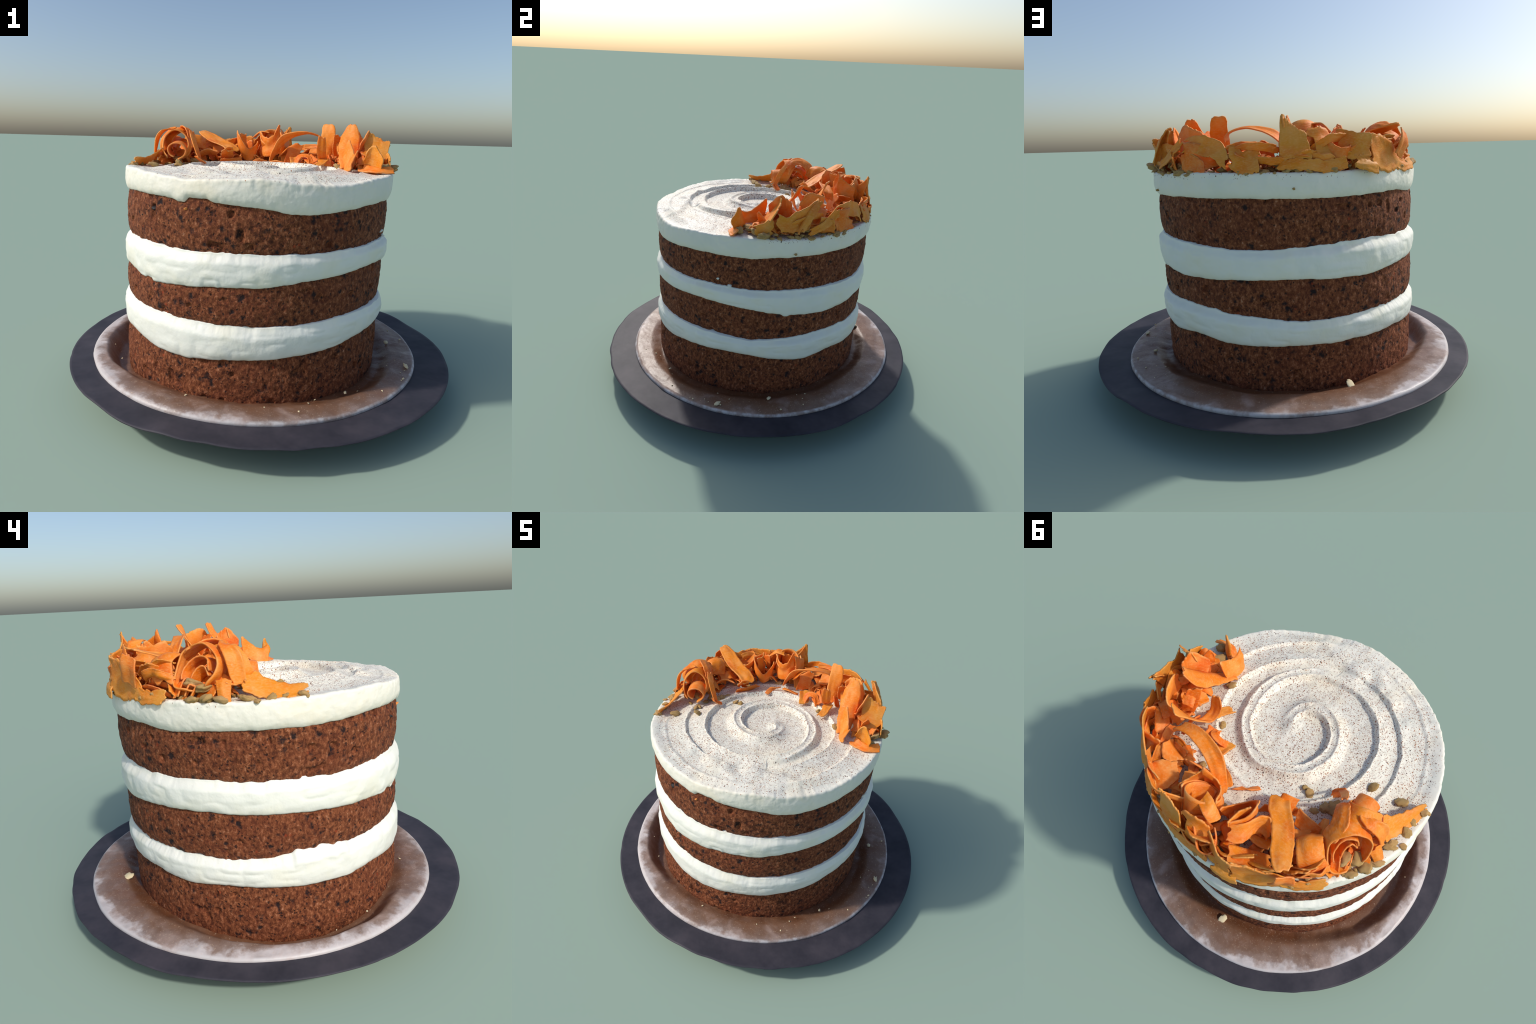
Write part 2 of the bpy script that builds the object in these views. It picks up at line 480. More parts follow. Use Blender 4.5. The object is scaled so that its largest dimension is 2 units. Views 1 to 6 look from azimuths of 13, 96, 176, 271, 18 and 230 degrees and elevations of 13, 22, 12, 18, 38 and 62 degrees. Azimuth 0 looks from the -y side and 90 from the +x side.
def top_cream():
    low = SEAMS["c_low"]
    rim = seam(TOP_RIM, TH, 0.004, 6) + 0.003 * fbm(np.stack([np.cos(TH), np.sin(TH), 0 * TH], -1), 16, 4, 9, 0.7)
    ring = [wall_point(TH, 0.0005, low), wall_point(TH, 0.62, low)]
    rows = 34
    for k in range(rows):
        s = k / (rows - 1)
        z = low + (rim - 0.010 - low) * s
        p = wall_point(TH, 0.672, z)
        dab = 0.0035 * fbm(p, 7, 3, 90) + 0.0026 * fbm(p, 26, 3, 93) + 0.002 * noise(p, 60, 95) * smooth(0.7, 1, s)
        r = 0.670 + 0.005 * math.sin(math.pi * s * 0.9) - 0.012 * (1 - s) ** 6
        ring.append(wall_point(TH, r + dab, z))
    last = ring[-1]
    cx, cy = axis_at(1.09)
    r_edge = np.hypot(last[:, 0] - cx, last[:, 1] - cy)
    steps = [0.9965, 0.990, 0.982] + list(np.linspace(0.972, 0.004, 170)) + [0.0005]
    for q in steps:
        r = r_edge * q
        x, y = cx + r * np.cos(TH), cy + r * np.sin(TH)
        inside = top_height(x, y)
        edge = rim - 0.010 + 0.010 * np.sqrt(np.clip(1 - ((q - 0.982) / 0.018) ** 2, 0, 1)) if q > 0.982 else rim
        t = smooth(0.985, 0.86, q)
        ring.append(np.stack([x, y, edge * (1 - t) + inside * t], -1))
    return mesh_object("cream_layer", np.concatenate(ring), lathe_faces(len(ring), COLS), M_TOP, CAKE)


top_cream()

# ------------------------------------------------------------------ board and tray
def cake_board():
    n = 480
    th = np.arange(n) * TAU / n
    c = np.stack([np.cos(th), np.sin(th), 0 * th], -1)
    # depth of the scan-fault trough copied beside the cake, every 30 degrees from +x
    sink = np.clip(around([0.028, 0.025, 0.025, 0.030, 0.028, 0.035, 0.085, 0.085, 0.03, 0.015, 0.02, 0.030], th) + 0.012 * fbm(c, 6, 3, 2), 0.008, 0.11)
    reach = around([0.76, 0.76, 0.755, 0.755, 0.74, 0.745, 0.785, 0.785, 0.74, 0.73, 0.75, 0.77], th) + 0.012 * fbm(c, 5, 3, 5)
    r_out = 0.867 + 0.004 * fbm(c, 5, 4, 4)
    z_edge = 0.152 - 0.009 * np.cos(th) + 0.004 * np.sin(th) + 0.004 * fbm(c, 3, 3, 6)
    rows = []
    for r in np.linspace(0.50, 0.852, 70):
        x, y = -0.033 + r * np.cos(th), 0.022 + r * np.sin(th)
        p = np.stack([x, y, 0 * x], -1)
        ra = np.hypot(x + 0.04, y + 0.009)
        z = z_edge + 0.006 * smooth(0.86, 0.80, ra) + 0.004 * fbm(p, 12, 3, 7)
        z = z - sink * smooth(reach, reach - 0.075, ra)
        rows.append(np.stack([x, y, np.maximum(z, 0.030)], -1))
    for dr, dz in ((0.859, -0.002), (0.865, -0.006), (0.867, -0.012), (0.866, -0.020), (0.860, -0.026)):
        r = r_out - 0.867 + dr
        rows.append(np.stack([-0.033 + r * np.cos(th), 0.022 + r * np.sin(th), z_edge + dz], -1))
    rows += [row - np.array([0, 0, 0.016]) for row in rows[64::-8]] + [rows[0] - np.array([0, 0, 0.016])]
    v = np.concatenate(rows + [rows[0]])
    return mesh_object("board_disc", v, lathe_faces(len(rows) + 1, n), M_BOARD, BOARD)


def tray():
    n = 360
    th = np.arange(n) * TAU / n
    c = np.stack([np.cos(th), np.sin(th), 0 * th], -1)
    r_rim = 0.9995 + 0.004 * np.cos(2 * th) - 0.002 * np.cos(3 * th) + 0.006 * noise(c, 5, 2) + 0.0035 * noise(c, 12, 3)
    r_rim = np.minimum(r_rim, 0.9985)
    z_rim = 0.139 - 0.008 * np.cos(th) + 0.003 * np.sin(th) + 0.007 * noise(c, 3.5, 4) + 0.003 * noise(c, 9, 5)
    z_in = 0.134 - 0.012 * np.cos(th) + 0.004 * np.sin(th)
    rows = []
    def ring(r, z):
        k = np.clip((r_rim - r) / (r_rim - 0.84), 0, 1)      # inner edge follows the off-centre board
        rows.append(np.stack([-0.001 - 0.032 * k + r * np.cos(th), 0.002 + 0.020 * k + r * np.sin(th), z], -1))
    ring(0 * th + 0.832, z_in - 0.022)
    for t in np.linspace(0, 1, 14):
        r = 0.84 + (r_rim - 0.84) * t
        p = np.stack([r * np.cos(th), r * np.sin(th), 0 * th], -1)
        ring(r, z_in + (z_rim - z_in) * t + 0.003 * fbm(p, 7, 3, 8))
    ring(r_rim + 0.0008, z_rim - 0.003)
    ring(r_rim - 0.001, z_rim - 0.006)
    ring(0 * th + 0.84, z_in - 0.030)
    rows.append(rows[0])
    foot = []  # unseen foot, added so the tray reaches the ground
    for r, z in ((0.001, 0.05), (0.25, 0.05), (0.28, 0.04), (0.28, 0.0), (0.001, 0.0)):
        foot.append(np.stack([r * np.cos(th), r * np.sin(th), 0 * th + z], -1))
    mesh_object("added_foot", np.concatenate(foot), lathe_faces(len(foot), n), M_TRAY, TRAY)
    return mesh_object("tray_disc", np.concatenate(rows), lathe_faces(len(rows), n), M_TRAY, TRAY)


cake_board()
tray()

# ------------------------------------------------------------------ carrot ribbons
def spline(points, n):
    p = np.asarray(points, float)
    m = len(p)
    if m == 2:
        t = np.linspace(0, 1, n)[:, None]
        return p[0] * (1 - t) + p[1] * t
    p = np.vstack([2 * p[0] - p[1], p, 2 * p[-1] - p[-2]])
    x = np.linspace(0, m - 1 - 1e-9, n)
    i = np.floor(x).astype(int)
    f = (x - i)[:, None]
    a, b, c, d = p[i], p[i + 1], p[i + 2], p[i + 3]
    return 0.5 * (2 * b + (c - a) * f + (2 * a - 5 * b + 4 * c - d) * f ** 2 + (3 * b - a - 3 * c + d) * f ** 3)


def sheet(grid, thick, name="carrot_ribbon", material=None):
    """Close a grid of points (n, m, 3) into a thin slice with two faces and a cut edge."""
    n, m, _ = grid.shape
    du, dv = np.gradient(grid, axis=0), np.gradient(grid, axis=1)
    nor = np.cross(du, dv)
    nor /= np.linalg.norm(nor, axis=-1, keepdims=True) + 1e-9
    top, bot = grid + nor * thick / 2, grid - nor * thick / 2
    v = np.concatenate([top.reshape(-1, 3), bot.reshape(-1, 3)])
    k, f = n * m, []
    for i in range(n - 1):
        for j in range(m - 1):
            a = i * m + j
            f.append((a, a + m, a + m + 1, a + 1))
            f.append((k + a, k + a + 1, k + a + m + 1, k + a + m))
    edge = [j for j in range(m)] + [i * m + m - 1 for i in range(1, n)] + [(n - 1) * m + j for j in range(m - 2, -1, -1)] + [i * m for i in range(n - 2, 0, -1)]
    for a, b in zip(edge, edge[1:] + edge[:1]):
        f.append((a, b, k + b, k + a))
    return mesh_object(name, v, f, material or M_CARROT, CAKE)


_count = [0]


def ribbon(side_a, side_b, bow=0.0, ragged=0.16, thick=0.006, taper=0.0, cut=0.06, skin=False):
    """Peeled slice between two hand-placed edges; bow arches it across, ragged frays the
    long edges, cut makes the two ends uneven; skin marks the yellower outer slices."""
    _count[0] += 1
    sd = _count[0] * 1.7
    if skin:
        ragged, cut = ragged * 1.6, cut * 1.8
    n, m = 52, 13
    da, db = spline(side_a, 200), spline(side_b, 200)
    base = np.linspace(0, 1, n)
    mid0 = (da + db) / 2
    length = np.linalg.norm(np.diff(mid0, axis=0), axis=1).sum()
    g = []
    for q in np.linspace(-1, 1, m):
        e0 = cut * (0.5 + noise(np.array([[q * 1.3, 0.2, 0.0]]), 1.5, sd + 11)[0])
        e1 = cut * (0.5 + noise(np.array([[q * 1.3, 0.9, 0.0]]), 1.5, sd + 13)[0])
        s = e0 + (1 - e0 - e1) * base
        k = np.clip(s, 0, 1) * 199
        a = np.stack([np.interp(k, range(200), da[:, c]) for c in range(3)], -1)
        b = np.stack([np.interp(k, range(200), db[:, c]) for c in range(3)], -1)
        mid, half = (a + b) / 2, (b - a) / 2
        width = np.linalg.norm(half, axis=1)
        line = np.stack([s * length * 9, 0 * s, 0 * s], -1)
        side = 5 if q > 0 else 0
        w = 1 + 1.25 * ragged * fbm(line, 2.6, 4, sd + side, 0.7)
        w = w * (1 - taper * smooth(0.7, 1.0, s)) * (1 - 0.18 * smooth(0.07, 0, s) - 0.18 * smooth(0.93, 1, s))
        t = np.gradient(mid, axis=0)
        nor = np.cross(t, half)
        nor /= np.linalg.norm(nor, axis=1, keepdims=True) + 1e-9
        ripple = 0.16 * noise(line * 0.5 + np.array([0, q * 0.8, 0]), 1.0, sd + 8) * width
        crease = 0.10 * width * noise(line * 1.3 + np.array([0, q * 1.6, 3]), 1.0, sd + 21) + 0.0012 * noise(line * 4 + np.array([0, q * 5, 3]), 1.0, sd + 22)
        g.append(mid + half * (q * w)[:, None] + nor * (bow * width * (1 - q * q) + ripple + crease)[:, None])
    return sheet(np.stack(g, 1), thick, material=M_OCHRE if skin else M_CARROT)


def roll(center, axis, radius, turns, width, start=0.0, grow=0.0, flare=0.0, squash=1.0, slide=0.0, thick=0.007):
    """A curled slice wound about an axis; grow opens the coil, flare makes it a cone."""
    _count[0] += 1
    sd = _count[0] * 1.7
    ax = Vector(axis).normalized()
    up = Vector((0, 0, 1))
    u = (up - ax * up.dot(ax)).normalized()
    w = ax.cross(u)
    n = max(16, int(34 * turns))
    g = []
    for k in range(n):
        s = k / (n - 1)
        ang = math.radians(start) + TAU * turns * s
        row = []
        for j in range(8):
            q = j / 7 * 2 - 1
            fray = 1 + 0.10 * float(noise(np.array([s * 5, math.copysign(2, q), 0.0]), 1.6, sd)) if abs(q) > 0.9 else 1
            r = radius * (1 + grow * s) * (1 + flare * q) * (1 + 0.06 * float(noise(np.array([s * 4, 0.3 * q, 1.0]), 1.3, sd + 3)))
            p = Vector(center) + ax * (width / 2 * q * fray + slide * (s - 0.5)) + u * (r * math.cos(ang) * squash) + w * (r * math.sin(ang))
            row.append(tuple(p))
        g.append(row)
    return sheet(np.array(g), thick)


# --- front right end of the garland (+x side)
ribbon([(.416, .078, 1.263), (.45, .0, 1.195), (.462, -.05, 1.18), (.48, -.08, 1.208)], [(.41, .06, 1.11), (.41, .01, 1.10), (.415, -.04, 1.10), (.44, -.08, 1.105)], bow=-.1)
ribbon([(.60, -.10, 1.15), (.545, -.066, 1.226), (.50, -.055, 1.17)], [(.60, -.075, 1.10), (.55, -.045, 1.10), (.495, -.02, 1.10)], skin=True)
ribbon([(.567, .193, 1.21), (.56, .10, 1.17), (.542, .045, 1.215), (.52, .03, 1.19)], [(.556, .17, 1.10), (.54, .11, 1.10), (.525, .065, 1.10), (.50, .04, 1.10)])
ribbon([(.505, .14, 1.305), (.56, .15, 1.27), (.633, .145, 1.243)], [(.48, .08, 1.17), (.55, .06, 1.15), (.615, .05, 1.13)], bow=.25, skin=True)
ribbon([(.633, .135, 1.243), (.60, .20, 1.215), (.57, .264, 1.25), (.503, .364, 1.298)], [(.605, .15, 1.13), (.585, .20, 1.13), (.565, .26, 1.12), (.535, .325, 1.13)], bow=.15, skin=True)
ribbon([(.465, .085, 1.235), (.504, .155, 1.295), (.509, .215, 1.273)], [(.475, .095, 1.12), (.515, .17, 1.13), (.535, .22, 1.12)], bow=.1)
ribbon([(.60, .13, 1.20), (.625, .09, 1.18), (.63, .03, 1.165)], [(.60, .13, 1.11), (.625, .085, 1.11), (.63, .03, 1.11)], ragged=.25, skin=True)
ribbon([(.497, .345, 1.295), (.53, .30, 1.24), (.585, .25, 1.13)], [(.518, .375, 1.285), (.565, .34, 1.22), (.615, .28, 1.12)], bow=.3, skin=True)
ribbon([(.505, -.03, 1.135), (.57, -.07, 1.125), (.64, -.04, 1.13)], [(.47, -.07, 1.108), (.57, -.11, 1.105), (.655, -.08, 1.10)], ragged=.2)
ribbon([(.49, .05, 1.17), (.53, .08, 1.15), (.57, .05, 1.14)], [(.47, .0, 1.11), (.53, .02, 1.11), (.58, -.01, 1.10)], bow=.2)
ribbon([(.575, .30, 1.135), (.52, .39, 1.185), (.447, .455, 1.255)], [(.57, .325, 1.11), (.51, .42, 1.155), (.44, .47, 1.215)], ragged=.2, skin=True)
ribbon([(.525, .366, 1.205), (.50, .41, 1.20), (.50, .44, 1.185)], [(.50, .35, 1.11), (.48, .42, 1.11), (.47, .46, 1.10)], skin=True)
# tall blades
ribbon([(.398, .265, 1.336), (.365, .21, 1.25), (.375, .08, 1.17), (.39, -.01, 1.108)], [(.445, .242, 1.336), (.466, .215, 1.27), (.465, .12, 1.18), (.45, .02, 1.108)], bow=.15, cut=.03)
ribbon([(.248, .410, 1.338), (.250, .36, 1.27), (.25, .30, 1.19), (.25, .245, 1.14), (.245, .20, 1.19), (.25, .19, 1.28)], [(.325, .382, 1.338), (.328, .36, 1.26), (.312, .33, 1.18), (.30, .285, 1.14), (.295, .225, 1.17), (.292, .20, 1.26)], bow=.1, cut=.02)
ribbon([(.332, .219, 1.285), (.325, .25, 1.23), (.33, .29, 1.16)], [(.376, .274, 1.275), (.375, .30, 1.22), (.38, .33, 1.15)], bow=-.1)
ribbon([(.475, .25, 1.27), (.445, .285, 1.298), (.41, .345, 1.29), (.37, .38, 1.272), (.335, .36, 1.24)], [(.50, .245, 1.12), (.485, .315, 1.12), (.44, .365, 1.12), (.38, .38, 1.13), (.345, .35, 1.14)], bow=.12)
ribbon([(.47, .26, 1.18), (.44, .22, 1.15), (.42, .16, 1.13)], [(.41, .30, 1.15), (.38, .25, 1.12), (.37, .18, 1.11)], bow=.2)
# tongues lying on the icing
ribbon([(.26, .24, 1.15), (.25, .18, 1.13), (.235, .12, 1.118)], [(.31, .245, 1.15), (.30, .19, 1.13), (.285, .125, 1.118)], taper=.1, skin=True)
ribbon([(.11, .27, 1.11), (.13, .30, 1.16), (.19, .30, 1.165), (.23, .25, 1.11)], [(.13, .24, 1.11), (.15, .27, 1.15), (.185, .265, 1.15), (.20, .235, 1.11)], bow=.1)
ribbon([(.07, .33, 1.15), (.09, .27, 1.125), (.10, .23, 1.112)], [(.14, .36, 1.15), (.15, .30, 1.13), (.15, .25, 1.112)], skin=True)
ribbon([(.20, .34, 1.17), (.22, .30, 1.155), (.25, .27, 1.14)], [(.15, .31, 1.15), (.17, .27, 1.14), (.20, .24, 1.12)], bow=.2)
# long arch
ribbon([(.25, .385, 1.235), (.235, .37, 1.275), (.15, .345, 1.295), (.03, .345, 1.27), (-.03, .37, 1.19), (-.06, .40, 1.12)], [(.265, .43, 1.22), (.245, .425, 1.262), (.16, .405, 1.282), (.05, .41, 1.245), (-.02, .435, 1.17), (-.06, .455, 1.11)], bow=.1, ragged=.08, cut=.02)
# outer band and coil on the far right
ribbon([(.44, .442, 1.238), (.39, .495, 1.255), (.334, .533, 1.252), (.28, .565, 1.23), (.251, .585, 1.19), (.24, .60, 1.14)], [(.469, .441, 1.185), (.41, .50, 1.19), (.35, .55, 1.17), (.312, .571, 1.162), (.285, .59, 1.13), (.27, .60, 1.10)], bow=.15, ragged=.1, skin=True)
ribbon([(.46, .43, 1.175), (.41, .48, 1.18), (.35, .54, 1.15)], [(.45, .46, 1.10), (.40, .51, 1.10), (.34, .56, 1.10)], ragged=.25)
ribbon([(.438, .406, 1.215), (.445, .457, 1.225), (.416, .495, 1.225), (.364, .518, 1.22), (.312, .511, 1.22), (.262, .492, 1.22)], [(.43, .42, 1.12), (.445, .47, 1.11), (.415, .51, 1.11), (.364, .54, 1.11), (.31, .535, 1.12), (.25, .515, 1.13)], bow=.1)
ribbon([(.44, .41, 1.20), (.39, .45, 1.19), (.35, .48, 1.17)], [(.40, .37, 1.17), (.35, .41, 1.15), (.31, .45, 1.13)], bow=.2)
ribbon([(.251, .59, 1.205), (.215, .597, 1.212), (.188, .612, 1.19), (.138, .623, 1.192), (.112, .635, 1.174)], [(.245, .61, 1.12), (.20, .64, 1.10), (.16, .655, 1.10), (.135, .66, 1.10), (.11, .665, 1.11)], skin=True)
ribbon([(.26, .49, 1.21), (.21, .53, 1.20), (.17, .52, 1.19)], [(.28, .44, 1.16), (.22, .46, 1.16), (.16, .46, 1.15)], bow=.2)
ribbon([(.13, .47, 1.215), (.09, .455, 1.225), (.04, .43, 1.20)], [(.11, .42, 1.12), (.07, .405, 1.115), (.03, .39, 1.11)], bow=.15)
# big sheets at the back
ribbon([(.22, .62, 1.17), (.20, .55, 1.20), (.15, .48, 1.19)], [(.10, .645, 1.16), (.09, .60, 1.175), (.09, .53, 1.17)], bow=.2)
ribbon([(.06, .650, 1.125), (-.01, .660, 1.158), (-.08, .662, 1.152), (-.17, .652, 1.140), (-.235, .638, 1.158)], [(.06, .668, 1.095), (-.01, .672, 1.11), (-.08, .674, 1.105), (-.17, .660, 1.10), (-.24, .645, 1.125)], ragged=.3, skin=True)
ribbon([(.03, .60, 1.20), (-.02, .60, 1.17), (-.07, .61, 1.15)], [(.02, .63, 1.14), (-.03, .64, 1.12), (-.09, .645, 1.12)], bow=.2)
ribbon([(-.12, .655, 1.14), (-.19, .645, 1.155), (-.24, .636, 1.155)], [(-.12, .668, 1.09), (-.19, .655, 1.10), (-.25, .64, 1.11)], ragged=.2, skin=True)
ribbon([(.028, .632, 1.336), (-.02, .62, 1.28), (-.071, .615, 1.262)], [(.040, .664, 1.155), (-.03, .665, 1.155), (-.10, .66, 1.160)], bow=.1, cut=.01, skin=True)
ribbon([(.024, .645, 1.338), (-.02, .585, 1.265), (-.06, .545, 1.27), (-.11, .535, 1.29)], [(.02, .60, 1.16), (-.03, .57, 1.15), (-.08, .55, 1.15), (-.12, .55, 1.16)], bow=.12, cut=.01)
ribbon([(.09, .50, 1.21), (.05, .46, 1.20), (.01, .43, 1.16)], [(.06, .54, 1.20), (.02, .49, 1.19), (-.02, .46, 1.14)])
ribbon([(-.071, .61, 1.262), (-.142, .59, 1.285), (-.185, .57, 1.25), (-.205, .577, 1.19)], [(-.105, .649, 1.164), (-.14, .645, 1.16), (-.173, .637, 1.16), (-.21, .605, 1.15)], bow=.12, skin=True)
ribbon([(-.10, .55, 1.29), (-.15, .56, 1.29), (-.19, .56, 1.255)], [(-.08, .49, 1.28), (-.14, .50, 1.285), (-.19, .51, 1.25)], bow=.15)
# flower of curls at the back
roll((-.070, .535, 1.215), (.20, -.60, .78), .055, 1.4, .11, start=150, grow=.25, flare=.2)
ribbon([(-.004, .450, 1.345), (-.04, .43, 1.275), (-.09, .44, 1.26), (-.132, .50, 1.295)], [(.0, .46, 1.17), (-.04, .43, 1.15), (-.10, .44, 1.15), (-.14, .50, 1.17)], bow=-.1, cut=.01)
ribbon([(.02, .56, 1.26), (.015, .50, 1.28), (-.006, .45, 1.316)], [(.03, .56, 1.14), (.02, .50, 1.14), (.0, .45, 1.15)], bow=.1)
# tube standing on the rim
ribbon([(-.16, .53, 1.24), (-.118, .585, 1.245), (-.165, .625, 1.22), (-.215, .648, 1.19), (-.258, .62, 1.20), (-.238, .572, 1.228), (-.18, .54, 1.24)], [(-.17, .55, 1.12), (-.15, .59, 1.12), (-.18, .62, 1.11), (-.215, .635, 1.10), (-.24, .61, 1.11), (-.225, .58, 1.12), (-.19, .56, 1.12)], bow=.1)
# open coil with its mouth toward the front
ribbon([(-.147, .496, 1.245), (-.150, .45, 1.215), (-.18, .370, 1.19), (-.22, .355, 1.25), (-.248, .38, 1.292), (-.255, .44, 1.275), (-.225, .510, 1.283)], [(-.17, .48, 1.13), (-.165, .45, 1.13), (-.185, .40, 1.12), (-.215, .39, 1.13), (-.235, .42, 1.14), (-.23, .46, 1.14), (-.20, .485, 1.14)], bow=.1)
ribbon([(-.245, .40, 1.285), (-.22, .45, 1.27), (-.232, .514, 1.283)], [(-.23, .41, 1.18), (-.22, .46, 1.16), (-.225, .51, 1.17)])
ribbon([(-.08, .34, 1.13), (-.12, .32, 1.135), (-.145, .28, 1.112)], [(-.06, .38, 1.12), (-.09, .34, 1.12), (-.115, .27, 1.108)], taper=.3)
ribbon([(-.20, .33, 1.14), (-.26, .26, 1.135), (-.31, .22, 1.13)], [(-.20, .36, 1.11), (-.27, .28, 1.10), (-.33, .24, 1.10)], ragged=.3)
ribbon([(-.05, .36, 1.12), (-.0, .34, 1.13), (.06, .33, 1.115)], [(-.05, .40, 1.11), (.0, .38, 1.11), (.06, .37, 1.10)])
# wide coil beside the tall strip
ribbon([(-.222, .509, 1.238), (-.26, .46, 1.25), (-.275, .39, 1.245), (-.30, .365, 1.24), (-.347, .39, 1.23)], [(-.273, .550, 1.232), (-.31, .505, 1.215), (-.30, .44, 1.19), (-.32, .41, 1.17), (-.35, .41, 1.15)], bow=.12)
ribbon([(-.351, .600, 1.25), (-.41, .54, 1.235), (-.46, .48, 1.21)], [(-.275, .55, 1.215), (-.34, .49, 1.175), (-.40, .44, 1.15)], bow=-.15)
ribbon([(-.20, .57, 1.25), (-.235, .575, 1.265), (-.30, .602, 1.25), (-.352, .592, 1.248)], [(-.215, .615, 1.15), (-.24, .63, 1.15), (-.29, .618, 1.15), (-.355, .60, 1.15)], bow=.1, skin=True)
ribbon([(-.345, .595, 1.245), (-.39, .55, 1.235), (-.44, .51, 1.22), (-.482, .467, 1.19)], [(-.353, .605, 1.12), (-.416, .563, 1.085), (-.50, .49, 1.09), (-.565, .41, 1.082)], bow=.1, skin=True)
ribbon([(-.27, .62, 1.16), (-.32, .61, 1.16), (-.37, .59, 1.15)], [(-.28, .648, 1.095), (-.34, .625, 1.09), (-.39, .59, 1.085)], ragged=.3, skin=True)
ribbon([(-.29, .47, 1.18), (-.34, .46, 1.16), (-.38, .43, 1.15)], [(-.27, .42, 1.12), (-.32, .40, 1.12), (-.36, .37, 1.11)], bow=.2)
# tall bent strip
ribbon([(-.487, .498, 1.290), (-.40, .44, 1.262), (-.332, .378, 1.235), (-.255, .335, 1.21), (-.205, .285, 1.185)], [(-.525, .455, 1.288), (-.455, .375, 1.25), (-.395, .318, 1.225), (-.31, .265, 1.20), (-.26, .225, 1.17)], bow=.12, ragged=.12, cut=.03)
ribbon([(-.50, .50, 1.275), (-.50, .51, 1.23), (-.47, .52, 1.16)], [(-.54, .445, 1.25), (-.55, .45, 1.20), (-.52, .46, 1.13)])
ribbon([(-.24, .24, 1.20), (-.25, .29, 1.16), (-.27, .33, 1.12)], [(-.30, .20, 1.18), (-.31, .25, 1.15), (-.33, .30, 1.11)], bow=.2)
# curl with the ribbed face
ribbon([(-.42, .30, 1.17), (-.44, .35, 1.24), (-.49, .39, 1.235), (-.53, .408, 1.155)], [(-.48, .23, 1.19), (-.50, .27, 1.255), (-.56, .31, 1.235), (-.60, .305, 1.145)], bow=.05, ragged=.08)
ribbon([(-.48, .47, 1.15), (-.54, .42, 1.13), (-.60, .33, 1.14)], [(-.50, .475, 1.09), (-.56, .425, 1.08), (-.625, .335, 1.09)], ragged=.25, skin=True)
ribbon([(-.32, .23, 1.17), (-.39, .23, 1.185), (-.45, .21, 1.15)], [(-.35, .29, 1.15), (-.41, .28, 1.15), (-.47, .25, 1.12)], bow=.15)
# the two large rolls on the left
ribbon([(-.64, .25, 1.148), (-.60, .30, 1.155), (-.56, .295, 1.20), (-.535, .265, 1.27), (-.57, .19, 1.30), (-.615, .14, 1.255), (-.637, .15, 1.20), (-.645, .20, 1.15)], [(-.58, .19, 1.12), (-.53, .25, 1.125), (-.49, .255, 1.18), (-.475, .225, 1.25), (-.50, .16, 1.28), (-.54, .10, 1.24), (-.56, .11, 1.18), (-.57, .15, 1.13)], bow=.08, ragged=.06)
ribbon([(-.585, .255, 1.15), (-.575, .225, 1.20), (-.58, .19, 1.215), (-.60, .17, 1.18)], [(-.54, .22, 1.14), (-.53, .19, 1.17), (-.53, .16, 1.18), (-.55, .14, 1.15)])
ribbon([(-.585, .28, 1.16), (-.56, .265, 1.21), (-.555, .215, 1.25), (-.585, .17, 1.245), (-.605, .165, 1.20)], [(-.50, .22, 1.15), (-.49, .21, 1.19), (-.48, .17, 1.22), (-.50, .13, 1.21), (-.52, .12, 1.17)], ragged=.1)
ribbon([(-.477, -.028, 1.125), (-.44, .02, 1.16), (-.443, .07, 1.215), (-.475, .085, 1.265), (-.525, .07, 1.287), (-.565, .03, 1.25), (-.565, .0, 1.18), (-.52, -.025, 1.13)], [(-.50, .07, 1.12), (-.46, .11, 1.15), (-.45, .14, 1.21), (-.48, .16, 1.26), (-.53, .15, 1.285), (-.58, .12, 1.25), (-.59, .09, 1.18), (-.55, .07, 1.12)], bow=.06, ragged=.08)
roll((-.497, .04, 1.178), (-.25, 1, .1), .040, .85, .09, start=200, grow=.35, squash=.85)
ribbon([(-.57, .08, 1.285), (-.60, .06, 1.275), (-.62, .04, 1.23), (-.625, .03, 1.15)], [(-.52, .12, 1.30), (-.57, .13, 1.295), (-.62, .11, 1.25), (-.64, .08, 1.15)], bow=.1)
ribbon([(-.45, .10, 1.29), (-.41, .05, 1.22), (-.37, .02, 1.14)], [(-.43, .12, 1.28), (-.40, .08, 1.21), (-.36, .04, 1.13)])
ribbon([(-.55, .26, 1.275), (-.53, .18, 1.308), (-.48, .12, 1.30), (-.45, .09, 1.25)], [(-.50, .27, 1.23), (-.47, .20, 1.27), (-.44, .15, 1.26), (-.42, .12, 1.20)], bow=.1)
ribbon([(-.555, .03, 1.205), (-.58, -.04, 1.165), (-.60, -.12, 1.14), (-.625, -.19, 1.145)], [(-.645, .08, 1.155), (-.65, -.01, 1.11), (-.66, -.10, 1.10), (-.65, -.20, 1.105)], bow=.12, skin=True)
ribbon([(-.625, .145, 1.175), (-.655, .14, 1.14), (-.675, .135, 1.09)], [(-.635, .085, 1.17), (-.66, .09, 1.13), (-.68, .09, 1.085)], bow=.15, ragged=.05, skin=True)
ribbon([(-.33, .05, 1.115), (-.345, .03, 1.13), (-.37, .015, 1.15)], [(-.35, .08, 1.11), (-.375, .06, 1.125), (-.40, .04, 1.15)])


